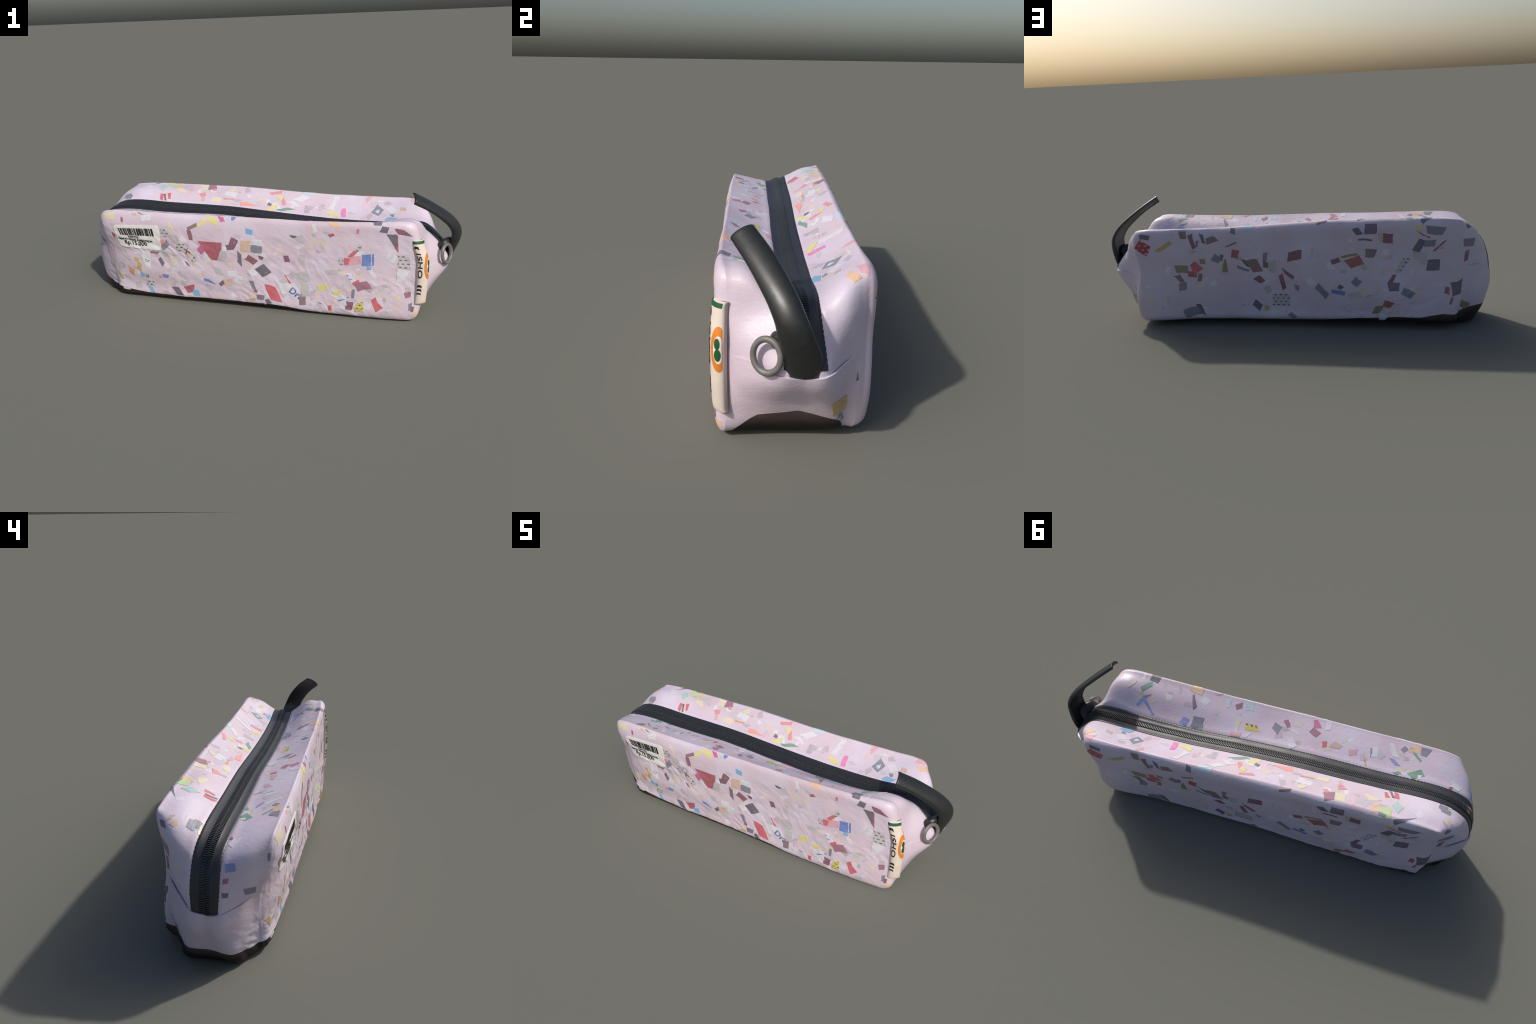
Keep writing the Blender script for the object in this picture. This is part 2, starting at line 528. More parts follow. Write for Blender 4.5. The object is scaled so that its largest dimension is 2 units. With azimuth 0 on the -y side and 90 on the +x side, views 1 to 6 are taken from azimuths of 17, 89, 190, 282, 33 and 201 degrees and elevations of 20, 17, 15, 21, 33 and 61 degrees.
def build_strap():
    verts, faces = [], []
    n, m = 60, 14
    for i in range(n):
        t = i / (n - 1) * (len(STRAP) - 1)
        p, w = Vector(spline(STRAP, t)), Vector(spline(STRAP_W, t))
        q = Vector(spline(STRAP, min(t + .05, len(STRAP) - 1))) - Vector(spline(STRAP, max(t - .05, 0)))
        nn = w.cross(q).normalized()
        if nn.dot(Vector((.6, 0, .6))) < 0: nn = -nn
        curl = float(np.interp(t, range(len(STRAP)), STRAP_CURL))
        hollow = float(np.interp(t, range(len(STRAP)), STRAP_HOLLOW))
        ring = []
        for j in range(m + 1):              # outer, convex side
            a = math.pi * j / m
            ring.append(p + w * math.cos(a) + nn * (curl * (math.sin(a) ** .8 - .45)))
        for j in range(m - 1, 0, -1):       # inner, hollow side
            a = math.pi * j / m
            ring.append(p + w * math.cos(a) * .86 + nn * (curl * (math.sin(a) ** .8 * hollow - .45) - .003))
        verts += ring
    k = 2 * m
    for i in range(n - 1):
        for j in range(k):
            faces.append((i * k + j, i * k + (j + 1) % k, (i + 1) * k + (j + 1) % k, (i + 1) * k + j))
    for base in (0, (n - 1) * k):           # caps, strip of quads between both sides
        for j in range(1, m):
            a, b = base + j, base + j + 1
            c, d = base + (2 * m - j - 1) % k, base + (2 * m - j)
            if j == m - 1: faces.append((a, b, d))
            else: faces.append((a, b, c, d))
        faces.append((base, base + 1, base + 2 * m - 1))
    me = mesh_from("pull_strap", verts, faces)
    b2 = bmesh.new(); b2.from_mesh(me); bmesh.ops.recalc_face_normals(b2, faces=b2.faces); b2.to_mesh(me); b2.free()
    o = add_object("pull_strap", me, ZIP, M_STRAP)
    md = o.modifiers.new("soft", "BEVEL"); md.width = .002; md.segments = 2; md.limit_method = "ANGLE"
    return o
build_strap()

def build_ring():
    c = Vector((.936, -.072, .322)); nrm = Vector((.86, -.48, .12)).normalized()
    rx = Vector((0, 0, 1)).cross(nrm).normalized(); ry = nrm.cross(rx)
    verts, faces = [], []
    n, m = 56, 12
    for i in range(n):
        a = 2 * math.pi * i / n
        d = rx * math.cos(a) + ry * math.sin(a) * 1.12
        for j in range(m):
            b = 2 * math.pi * j / m
            verts.append(c + d * (.041 + .0085 * math.cos(b)) + nrm * .009 * math.sin(b))
    for i in range(n):
        for j in range(m):
            faces.append((i * m + j, ((i + 1) % n) * m + j, ((i + 1) % n) * m + (j + 1) % m, i * m + (j + 1) % m))
    return add_object("pull_ring", mesh_from("pull_ring", verts, faces), ZIP, M_RING)
build_ring()

def build_slider():
    """dark lump of the zip slider between the ring and the strap"""
    b2 = bmesh.new()
    bmesh.ops.create_uvsphere(b2, u_segments=32, v_segments=20, radius=1)
    tilt = Matrix.Rotation(math.radians(-32), 4, "Z") @ Matrix.Rotation(math.radians(38), 4, "Y")
    for v in b2.verts:
        q = Vector([math.copysign(abs(k) ** .75, k) for k in v.co])
        v.co = Vector((.912, -.012, .338)) + tilt @ Vector((q.x * .024, q.y * .052, q.z * .060))
    me = bpy.data.meshes.new("zipper_slider"); b2.to_mesh(me); b2.free()
    me.polygons.foreach_set("use_smooth", [True] * len(me.polygons))
    add_object("zipper_slider", me, ZIP, M_STRAP)
build_slider()

# =====================================================================
# end tabs: folded fabric sewn over the ends of the zip
# =====================================================================
def tab_outline(top, bottom):
    return top + bottom[::-1]
far_top = [(-.172, .318), (-.120, .312), (-.08, .288), (-.046, .260), (0, .250), (.039, .247), (.09, .262), (.15, .282)]
sheet_object("end_tab", "far_end", tab_outline([(a, b) for a, b in far_top], [(-.150, .12), (-.08, .11), (0, .108), (.08, .105), (.135, .12)]), lambda a, b: .0002 + .0095 * smooth(.12, .22, b) * smooth(-.172, -.12, a) * smooth(.15, .10, a), M_PINK, BODY)
pull_top = [(-.172, .283), (-.124, .282), (-.06, .272), (.03, .264), (.09, .274), (.156, .272), (.198, .282)]
sheet_object("end_tab", "pull_end", tab_outline(pull_top, [(-.15, .10), (-.08, .14), (.02, .165), (.09, .145), (.17, .10)]), lambda a, b: .0002 + .0075 * smooth(.15, .24, b) * smooth(-.172, -.13, a) * smooth(.198, .15, a), M_PINK, BODY)

# =====================================================================
# side tag: pale woven loop standing over the front corner at the pull end
# =====================================================================
M_TAG = plain("tag_cloth", srgb(216, 202, 190), 0.6, 0.3, 0.04)
M_ORANGE = plain("emblem_orange", srgb(214, 126, 44), 0.5, 0.3, 0.06)
M_GREEN = plain("emblem_green", srgb(36, 88, 56), 0.5, 0.3, 0.1)
M_CREAM = plain("emblem_cream", srgb(226, 222, 208), 0.5, 0.3, 0.03)
TAG = bpy.data.objects.new("side_tag", None)
bpy.context.scene.collection.objects.link(TAG); TAG.parent = ROOT

def tag_point(a, h, lift=0.0):
    """a: 0 front root .. 1 rear root round the folded loop, h: height 0..1"""
    z = .100 + .328 * h
    end = math.sin(math.pi * min(1, max(0, h))) ** .25           # padded, rounded ends
    shift = .026 * smooth(1.0, .65, h) - .004 * smooth(.3, 0, h)
    c = Vector((.800 + shift, -.196, z))                         # middle of the fold
    along, out = Vector((.83, .50, 0)).normalized(), Vector((.45, -.89, 0)).normalized()
    ang = math.pi * (a * .88 - .5) * 1.12
    return c + along * (.030 * math.sin(ang)) + out * ((.006 + .024 * math.cos(ang) ** .9 if math.cos(ang) > 0 else .006 + .024 * math.cos(ang)) * (.45 + .55 * end) + lift)

def build_tag():
    A, H = 24, 50
    verts, faces = [], []
    for s in (0, 1):
        for j in range(H + 1):
            for i in range(A + 1):
                verts.append(tag_point(i / A, j / H, 0 if s == 0 else -.014))
    W = A + 1; L = W * (H + 1)
    for j in range(H):
        for i in range(A):
            q = (j * W + i, j * W + i + 1, (j + 1) * W + i + 1, (j + 1) * W + i)
            faces.append(q); faces.append(tuple(L + k for k in q[::-1]))
    rim = [i for i in range(W)] + [j * W + A for j in range(1, H + 1)] + [H * W + i for i in range(A - 1, -1, -1)] + [j * W for j in range(H - 1, 0, -1)]
    for k in range(len(rim)):
        a, b = rim[k], rim[(k + 1) % len(rim)]
        faces.append((b, a, a + L, b + L))
    me = mesh_from("tag_loop", verts, faces)
    b2 = bmesh.new(); b2.from_mesh(me); bmesh.ops.recalc_face_normals(b2, faces=b2.faces); b2.to_mesh(me)
    tree = BVHTree.FromBMesh(b2); b2.free()
    add_object("tag_loop", me, TAG, M_TAG)
    return tree
build_tag()

def tag_patch(name, pts, lift, mat):
    """flat shape given in (a, h) on the tag"""
    b2 = bmesh.new()
    b2.faces.new([b2.verts.new((a, h, 0)) for a, h in pts])
    for ax in (0, 1):
        lo, hi = min(p[ax] for p in pts), max(p[ax] for p in pts)
        n = int((hi - lo) / .04)
        for i in range(1, n + 1):
            co = [0, 0, 0]; no = [0, 0, 0]; co[ax] = lo + (hi - lo) * i / (n + 1); no[ax] = 1
            bmesh.ops.bisect_plane(b2, geom=b2.verts[:] + b2.edges[:] + b2.faces[:], plane_co=co, plane_no=no)
    for v in b2.verts: v.co = tag_point(v.co.x, v.co.y, lift)
    bmesh.ops.recalc_face_normals(b2, faces=b2.faces)
    me = bpy.data.meshes.new(name); b2.to_mesh(me); b2.free()
    o = add_object(name, me, TAG, mat)
    md = o.modifiers.new("thickness", "SOLIDIFY"); md.thickness = .0012; md.offset = 0
    return o

def oval(ca, ch, ra, rh, n=24, a0=0, a1=2 * math.pi):
    return [(min(1.0, ca + ra * math.cos(a0 + (a1 - a0) * i / n)), ch + rh * math.sin(a0 + (a1 - a0) * i / n)) for i in range(n)]
tag_patch("tag_emblem_disc", oval(.86, .61, .30, .20), .0012, M_ORANGE)
tag_patch("tag_emblem_disc", oval(.88, .61, .19, .125), .0024, M_CREAM)
tag_patch("tag_emblem_leaf", oval(.84, .665, .10, .05), .0036, M_GREEN)
tag_patch("tag_emblem_leaf", oval(.86, .565, .12, .055), .0036, M_GREEN)
tag_patch("tag_end_stripe", [(.10, .955), (.95, .955), (.95, .995), (.10, .995)], .0015, M_GREEN)

# =====================================================================
# lettering helper
# =====================================================================
def text_outline_mesh(body, size, bold=0.0):
    cu = bpy.data.curves.new("lettering", "FONT")
    cu.body = body; cu.size = size; cu.align_x = "CENTER"; cu.align_y = "CENTER"
    cu.offset = bold
    cu.resolution_u = 3
    ob = bpy.data.objects.new("lettering", cu)
    bpy.context.scene.collection.objects.link(ob)
    dg = bpy.context.evaluated_depsgraph_get()
    me = bpy.data.meshes.new_from_object(ob.evaluated_get(dg))
    bpy.data.objects.remove(ob); bpy.data.curves.remove(cu)
    return me

def lettering(name, body, size, place, mat, parent, bold=0.0, stretch=1.0):
    """place: function (x, y) -> point on a surface"""
    me = text_outline_mesh(body, size, bold)
    b2 = bmesh.new(); b2.from_mesh(me)
    bmesh.ops.remove_doubles(b2, verts=b2.verts, dist=1e-5)
    for v in b2.verts: v.co = place(v.co.x * stretch, v.co.y)
    b2.to_mesh(me); b2.free(); me.name = name
    o = add_object(name, me, parent, mat)
    md = o.modifiers.new("thickness", "SOLIDIFY"); md.thickness = .001; md.offset = 0
    return o

# writing runs down the tag, letters lying on their side
lettering("tag_letters", "ISHO", .060, lambda x, y: tag_point(.30 + y * 6.5, .63 - x / .325, .0022), M_INK, TAG, .0006, .95)
for h, w in ((.90, .05), (.31, .045), (.25, .04), (.19, .03)):
    tag_patch("tag_smudge", [(.16, h - w * .5), (.34, h - w * .2), (.46, h - w * .6), (.44, h + w * .3), (.30, h + w * .5), (.18, h + w * .2)], .0015, M_INK if h < .5 else M_INK)

# =====================================================================
# price label on the front
# =====================================================================
LABEL = bpy.data.objects.new("price_label", None)
bpy.context.scene.collection.objects.link(LABEL); LABEL.parent = ROOT
LAB = [(-.795, .428), (-.524, .440), (-.523, .297), (-.770, .306)]      # corners, front face coordinates
def label_uv(u, v):
    (x0, z0), (x1, z1), (x2, z2), (x3, z3) = LAB
    return ((x0 * (1 - u) + x1 * u) * v + (x3 * (1 - u) + x2 * u) * (1 - v),
            (z0 * (1 - u) + z1 * u) * v + (z3 * (1 - u) + z2 * u) * (1 - v))
def rounded(r=.07, ry=.13, n=5):
    out = []
    for cx, cy, a0 in ((1 - r, 1 - ry, 0), (r, 1 - ry, 90), (r, ry, 180), (1 - r, ry, 270)):
        for i in range(n + 1):
            a = math.radians(a0 + 90 * i / n)
            out.append((cx + r * math.cos(a), cy + ry * math.sin(a)))
    return out
sheet_object("label_sheet", "front", [label_uv(u, v) for u, v in rounded()], .0030, M_LABEL, LABEL)
def on_label(u, v, lift=.0048): 
    a, b = label_uv(u, v)
    return project("front", a, b, lift)
bars = random.Random(11)
u = .10
while u < .86:
    w = bars.choice((.008, .011, .015, .022)); gap = bars.choice((.006, .009, .013, .02))
    q = [(u, .88), (u + w, .88), (u + w + .018, .58), (u + .018, .58)]
    me = mesh_from("barcode_bar", [on_label(*p) for p in q] + [on_label(*p, lift=.0020) for p in q],
                   [(0, 1, 2, 3), (0, 4, 5, 1), (1, 5, 6, 2), (2, 6, 7, 3), (3, 7, 4, 0)], False)
    add_object("barcode_bar", me, LABEL, M_INK)
    u += w + gap
lab_w, lab_h = .262, .138
for txt, size, cu_, cv, slope, bold in (("949770", .021, .40, .490, -.05, .0001), ("TEMPAT PENSIL BASBOTRDM", .0160, .43, .375, -.06, .0002), ("Rp.15.000", .034, .42, .225, -.05, .0005)):
    lettering("label_letters", txt, size, lambda x, y, c=cu_, d=cv, k=slope: on_label(c + x / lab_w, d + y / lab_h + k * x / lab_w), M_INK, LABEL, bold)
#SCRAPS_BEGIN
# =====================================================================
# scattered paper scraps laid under the laminate
# =====================================================================
INKS = {
    "ruby": (163, 66, 78), "red": (196, 78, 86), "maroon": (122, 68, 80), "rose_dark": (146, 92, 106), "rose_pale": (212, 158, 168),
    "magenta": (190, 88, 134), "hotpink": (226, 112, 168), "salmon": (212, 132, 132), "coral": (232, 148, 130), "orange": (208, 142, 84),
    "apricot": (224, 184, 142), "mustard": (186, 160, 96), "yellow": (218, 208, 128), "cream": (220, 208, 172), "lime": (186, 206, 142),
    "olive": (126, 120, 78), "green": (92, 148, 116), "teal": (104, 150, 148), "mint": (164, 196, 190), "aqua": (184, 206, 216),
    "sky": (106, 166, 206), "blue": (84, 120, 186), "lilac_blue": (128, 138, 196), "slate": (114, 118, 132), "charcoal": (84, 80, 90),
    "plum": (104, 86, 104), "brown": (124, 98, 90), "brick": (156, 78, 60), "tan": (202, 172, 150), "grey": (186, 181, 182), "white": (214, 213, 218),
}
def scrap_paper(name, rgb, fade=.14):
    m, nt, b = new_mat("paper_" + name, 0.42, 0.5)
    n = tex_noise(nt, 34.0, 4, 0.65)
    base = [(1 - fade) * c + fade * p for c, p in zip(srgb(*rgb)[:3], srgb(206, 194, 210)[:3])]
    pale = tuple(.85 * c + .15 * p for c, p in zip(base, srgb(208, 196, 212)[:3])) + (1,)
    deep = tuple(c * .86 for c in base) + (1,)
    r = ramp(nt, n.outputs["Fac"], [(0.36, deep), (0.42, tuple(base) + (1,)), (0.60, tuple(base) + (1,)), (0.66, pale)])
    nt.links.new(r.outputs["Color"], b.inputs["Base Color"])
    f = tex_noise(nt, 60.0, 5, 0.6, (1.0, 1.0, 1.6), (0, 0.5, 0))
    add_bump(nt, b, f.outputs["Fac"], 0.25, 0.004)
    return m

def printed_paper(name, paper, ink, scale, turn):
    """paper with rows of short dark dashes, like a clipping of print"""
    m, nt, b = new_mat("paper_" + name, 0.42, 0.5)
    tc = nt.nodes.new("ShaderNodeTexCoord"); mp = nt.nodes.new("ShaderNodeMapping")
    mp.inputs["Rotation"].default_value = (math.radians(90), turn, 0)
    nt.links.new(tc.outputs["Object"], mp.inputs["Vector"])
    br = nt.nodes.new("ShaderNodeTexBrick")
    br.inputs["Scale"].default_value = scale
    br.inputs["Color1"].default_value = srgb(*ink); br.inputs["Color2"].default_value = srgb(*[int(.6 * i + .4 * p) for i, p in zip(ink, paper)])
    br.inputs["Mortar"].default_value = srgb(*paper)
    br.inputs["Mortar Size"].default_value = 0.09; br.inputs["Brick Width"].default_value = .34; br.inputs["Row Height"].default_value = .26
    nt.links.new(mp.outputs["Vector"], br.inputs["Vector"])
    nt.links.new(br.outputs["Color"], b.inputs["Base Color"])
    return m

PAPER = {k: scrap_paper(k, v) for k, v in INKS.items()}
TOP_PALE = {k: scrap_paper(k + "_top_pale", v, .20) for k, v in INKS.items()}     # paler mix for pieces on the top and front edge
PAPER["newsprint"] = printed_paper("newsprint", (188, 184, 186), (84, 82, 90), 14, .4)
PAPER["print_red"] = printed_paper("print_red", (168, 70, 78), (206, 170, 172), 12, .5)
PAPER["print_blue"] = printed_paper("print_blue", (206, 206, 216), (90, 122, 188), 14, .9)
PAPER["print_yellow"] = printed_paper("print_yellow", (206, 194, 112), (96, 92, 76), 15, .3)

# each scrap: face it lies on, place on that face (metres), width, height,
# turn (degrees), lean of its sides and how much wider its upper edge is
SCRAPS = {
    "ruby": [
        ("front", -0.234, 0.316, 0.082, 0.103, -1, -0.019, 0.62),
        ("front", -0.383, 0.082, 0.052, 0.041, 17, 0.005, 0.31),
        ("front", -0.736, 0.461, 0.015, 0.023, -25, -0.011, -0.00),
        ("front", -0.800, 0.368, 0.023, 0.021, -47, -0.016, -0.00),
        ("front", 0.391, 0.436, 0.026, 0.016, 22, -0.006, -0.06),
        ("front", 0.706, 0.413, 0.019, 0.048, -55, -0.063, -0.79),
        ("top", -0.849, -0.065, 0.019, 0.010, -150, 0.003, 0.30),
        ("back", -0.263, 0.397, 0.037, 0.043, -9, 0.004, 0.03),
        ("back", -0.494, 0.288, 0.046, 0.028, -6, -0.000, 0.00),
        ("back", 0.665, 0.479, 0.056, 0.009, -28, -0.019, 0.35),
        ("back", 0.737, 0.424, 0.009, 0.074, -37, 0.014, -0.13),
        ("back", 0.776, 0.200, 0.025, 0.034, -22, -0.008, -0.16),
        ("back", 0.796, 0.146, 0.011, 0.033, -39, -0.012, 0.14),
    ],
    "magenta": [
        ("front", -0.293, 0.320, 0.037, 0.037, 43, 0.006, -0.11),
        ("front", -0.173, 0.491, 0.025, 0.028, 8, -0.012, 0.09),
        ("front", 0.520, 0.462, 0.013, 0.022, 0, 0.001, -0.00),
        ("top", -0.199, -0.187, 0.028, 0.038, -165, -0.011, -0.33),
    ],
    "grey": [
        ("front", -0.177, 0.291, 0.042, 0.057, 0, 0.014, -0.08),
        ("front", -0.204, 0.203, 0.042, 0.040, -8, -0.022, -0.07),
        ("front", -0.411, 0.115, 0.032, 0.038, -23, -0.003, 0.09),
        ("front", -0.694, 0.076, 0.040, 0.043, 15, 0.009, -0.02),
        ("front", -0.498, 0.284, 0.043, 0.036, 5, -0.004, 0.01),
        ("front", -0.433, 0.373, 0.039, 0.035, 19, -0.002, -0.00),
        ("front", -0.774, 0.049, 0.044, 0.016, -3, -0.003, -0.08),
        ("front", 0.245, 0.202, 0.065, 0.061, 23, 0.001, 0.08),
        ("front", 0.256, 0.134, 0.042, 0.067, 1, -0.001, -0.07),
        ("front", 0.660, 0.042, 0.043, 0.033, -2, -0.003, -0.52),
        ("front", 0.394, 0.243, 0.053, 0.026, 8, -0.011, -0.01),
        ("front", 0.243, 0.297, 0.032, 0.053, 7, 0.006, 0.06),
        ("front", 0.240, 0.406, 0.041, 0.041, 30, -0.010, 0.16),
        ("front", 0.370, 0.447, 0.033, 0.016, 6, -0.021, -0.11),
        ("front", 0.765, 0.176, 0.026, 0.022, 15, 0.005, 0.00),
        ("back", -0.077, 0.331, 0.037, 0.065, 0, 0.001, 0.06),
        ("back", 0.123, 0.400, 0.009, 0.049, 0, 0.010, -0.00),
        ("back", 0.644, 0.376, 0.066, 0.037, -3, -0.002, 0.13),
        ("back", 0.327, 0.178, 0.060, 0.033, 14, 0.002, 0.09),
    ],
    "white": [
        ("front", -0.270, 0.268, 0.026, 0.040, 24, -0.000, -0.16),
        ("front", 0.008, 0.374, 0.057, 0.032, -2, -0.001, -0.03),
        ("front", -0.020, 0.209, 0.037, 0.038, 35, -0.002, 0.02),
        ("front", -0.133, 0.190, 0.050, 0.032, 1, -0.003, -0.01),
        ("front", -0.100, 0.160, 0.042, 0.042, 0, 0.003, -0.01),
        ("front", -0.622, 0.233, 0.052, 0.069, -31, -0.037, 0.13),
        ("front", -0.399, 0.230, 0.037, 0.030, 14, -0.003, -0.00),
        ("front", -0.458, 0.182, 0.036, 0.035, -6, 0.007, 0.18),
        ("front", -0.587, 0.497, 0.030, 0.003, -12, -0.019, -0.21),
        ("front", -0.594, 0.476, 0.054, 0.029, 11, -0.000, 0.08),
        ("front", 0.170, 0.133, 0.096, 0.061, 3, -0.024, -0.07),
        ("front", 0.430, 0.114, 0.055, 0.031, 11, -0.038, -0.09),
        ("front", 0.452, 0.080, 0.036, 0.027, 11, -0.003, 0.10),
        ("front", 0.588, 0.321, 0.005, 0.055, 6, 0.005, -0.01),
        ("front", 0.595, 0.248, 0.019, 0.042, 17, -0.018, 0.12),
        ("front", 0.306, 0.464, 0.021, 0.041, 12, 0.002, -0.16),
        ("front", 0.741, 0.461, 0.018, 0.016, -3, -0.011, -0.10),
        ("front", 0.680, 0.335, 0.047, 0.040, -30, -0.004, 0.01),
        ("front", 0.733, 0.244, 0.042, 0.069, -6, 0.012, 0.46),
        ("top", -0.241, 0.130, 0.034, 0.067, 81, -0.002, -0.18),
        ("top", 0.020, 0.100, 0.031, 0.019, 2, 0.007, 0.14),
        ("top", 0.126, 0.119, 0.028, 0.039, 18, -0.042, 0.50),
        ("top", 0.156, 0.159, 0.062, 0.032, 36, -0.034, 0.03),
        ("top", 0.338, 0.154, 0.084, 0.030, 72, -0.008, -0.02),
        ("top", 0.642, 0.138, 0.038, 0.039, 27, -0.016, 0.01),
        ("top", 0.330, -0.060, 0.023, 0.032, -170, 0.005, 0.32),
        ("top", 0.101, -0.066, 0.034, 0.011, -126, -0.005, 0.03),
        ("top", -0.254, -0.192, 0.025, 0.039, -161, 0.012, 0.06),
        ("top", -0.112, -0.078, 0.032, 0.048, -145, 0.002, -0.21),
        ("top", -0.487, -0.131, 0.027, 0.046, -164, 0.005, 0.00),
        ("top", -0.567, -0.161, 0.027, 0.055, -178, -0.030, -0.18),
        ("top", -0.706, -0.073, 0.016, 0.019, -166, 0.003, 0.07),
        ("top", -0.868, -0.077, 0.043, 0.022, 157, -0.002, 0.19),
    ],
    "tan": [
        ("front", -0.051, 0.353, 0.051, 0.063, 0, 0.006, -0.03),
        ("front", -0.159, 0.142, 0.051, 0.042, 4, 0.007, 0.09),
        ("front", -0.367, 0.294, 0.031, 0.048, 30, 0.004, 0.10),
        ("front", -0.664, 0.495, 0.029, 0.014, -8, -0.005, -0.22),
        ("front", 0.304, 0.432, 0.016, 0.012, -1, -0.006, -0.00),
        ("top", -0.387, 0.079, 0.020, 0.029, 6, -0.006, 0.00),
        ("top", 0.704, 0.134, 0.033, 0.019, -10, -0.007, 0.03),
        ("top", -0.313, -0.114, 0.030, 0.039, -124, -0.022, 0.31),
        ("top", -0.853, 0.145, 0.026, 0.013, 157, -0.011, -0.03),
        ("back", 0.458, 0.473, 0.019, 0.042, -12, -0.009, 0.15),
    ],
    "slate": [
        ("front", 0.006, 0.339, 0.057, 0.040, -6, -0.000, 0.01),
        ("front", -0.498, 0.330, 0.056, 0.032, 45, 0.015, 0.01),
        ("front", -0.023, 0.137, 0.025, 0.048, -1, -0.018, 0.11),
        ("front", 0.502, 0.138, 0.016, 0.046, 7, 0.008, 0.11),
        ("front", 0.780, 0.086, 0.020, 0.032, 28, 0.018, 0.05),
        ("top", -0.834, 0.056, 0.033, 0.038, 84, -0.005, 0.15),
        ("top", 0.573, 0.130, 0.049, 0.046, 58, -0.002, 0.07),
        ("top", 0.653, 0.102, 0.018, 0.016, 2, -0.007, 0.32),
        ("top", 0.623, -0.110, 0.034, 0.004, -153, 0.002, 0.10),
        ("top", 0.351, -0.068, 0.058, 0.044, -176, 0.002, -0.08),
        ("top", -0.024, -0.128, 0.034, 0.040, -104, 0.009, -0.16),
        ("top", -0.472, -0.126, 0.007, 0.041, -165, 0.002, 0.06),
        ("top", -0.612, -0.177, 0.027, 0.020, -132, -0.003, 0.03),
        ("top", -0.702, -0.186, 0.036, 0.037, 179, 0.007, 0.31),
        ("top", -0.594, 0.196, 0.035, 0.014, 169, -0.005, 0.09),
        ("top", -0.845, 0.076, 0.046, 0.024, 177, -0.004, 0.16),
        ("back", -0.457, 0.450, 0.017, 0.029, 15, 0.013, 0.03),
        ("back", -0.269, 0.510, 0.021, 0.021, -17, -0.005, 0.09),
        ("back", -0.550, 0.221, 0.040, 0.039, 9, 0.012, 0.04),
        ("back", -0.360, 0.371, 0.038, 0.042, 53, -0.006, 0.09),
        ("back", -0.227, 0.318, 0.063, 0.014, -22, -0.002, 0.10),
        ("back", -0.112, 0.377, 0.021, 0.048, 12, 0.016, 0.10),
        ("back", 0.041, 0.215, 0.023, 0.026, -18, -0.007, 0.21),
        ("back", 0.716, 0.502, 0.083, 0.040, -8, 0.001, 0.16),
        ("back", 0.688, 0.439, 0.057, 0.037, 0, -0.001, 0.14),
        ("back", 0.587, 0.189, 0.058, 0.037, -29, 0.003, 0.13),
        ("back", 0.338, 0.249, 0.040, 0.041, -43, -0.002, 0.00),
        ("back", 0.167, 0.198, 0.037, 0.076, 56, 0.019, 0.01),
        ("back", 0.010, 0.062, 0.036, 0.027, -38, 0.006, 0.05),
        ("back", -0.511, 0.080, 0.090, 0.050, 16, -0.009, -0.09),
        ("far_end", -0.162, 0.431, 0.039, 0.039, -9, -0.011, 0.15),
        ("far_end", 0.140, 0.310, 0.033, 0.027, -20, -0.009, 0.12),
        ("far_end", 0.199, 0.426, 0.007, 0.032, -3, -0.001, 0.16),
        ("back_edge", -0.824, -0.050, 0.066, 0.008, -57, -0.044, 0.04),
    ],
    "maroon": [
        ("front", -0.118, 0.363, 0.037, 0.060, -26, 0.000, 0.11),
        ("front", -0.025, 0.278, 0.056, 0.034, -34, 0.005, 0.05),
        ("front", 0.027, 0.292, 0.025, 0.018, -13, -0.005, 0.30),
        ("front", -0.619, 0.229, 0.021, 0.021, -23, 0.003, 0.25),
        ("front", -0.349, 0.398, 0.021, 0.052, -6, -0.014, 0.07),
        ("front", -0.380, 0.233, 0.020, 0.016, -27, -0.027, -0.15),
        ("front", -0.566, 0.283, 0.046, 0.013, 0, 0.005, 0.19),
        ("front", -0.009, 0.105, 0.021, 0.016, -20, -0.005, 0.16),
        ("front", 0.482, 0.070, 0.035, 0.047, -7, 0.002, 0.08),
        ("front", 0.162, 0.295, 0.026, 0.035, 5, -0.005, -0.03),
        ("front", 0.730, 0.468, 0.054, 0.025, -8, -0.033, -0.25),
        ("front", 0.790, 0.073, 0.015, 0.029, -1, 0.001, 0.13),
        ("back", -0.481, 0.461, 0.025, 0.073, 21, 0.009, 0.15),
        ("back", -0.111, 0.337, 0.026, 0.030, -5, -0.001, 0.00),
        ("back", 0.036, 0.384, 0.070, 0.045, 12, 0.015, -0.04),
        ("back", -0.147, 0.259, 0.035, 0.039, 30, -0.014, 0.15),
        ("back", 0.001, 0.288, 0.064, 0.018, -38, -0.018, 0.26),
        ("back", -0.031, 0.247, 0.023, 0.075, 37, 0.035, -0.01),
        ("back", 0.237, 0.356, 0.045, 0.025, 19, -0.000, -0.01),
        ("back", 0.492, 0.468, 0.049, 0.048, -6, -0.002, -0.03),
        ("back", 0.513, 0.263, 0.021, 0.043, -6, 0.017, -0.16),
        ("far_end", -0.161, 0.364, 0.014, 0.049, 20, 0.018, 0.06),
    ],
    "charcoal": [
        ("front", -0.139, 0.342, 0.031, 0.028, 11, -0.004, -0.07),
        ("front", 0.036, 0.222, 0.058, 0.058, -47, 0.011, 0.03),
        ("front", -0.193, 0.134, 0.032, 0.021, 43, 0.005, 0.07),
        ("front", -0.454, 0.063, 0.041, 0.045, 1, -0.029, 0.07),
        ("front", -0.531, 0.233, 0.041, 0.022, -60, -0.010, -0.03),
        ("front", 0.058, 0.051, 0.028, 0.027, 15, -0.007, -0.10),
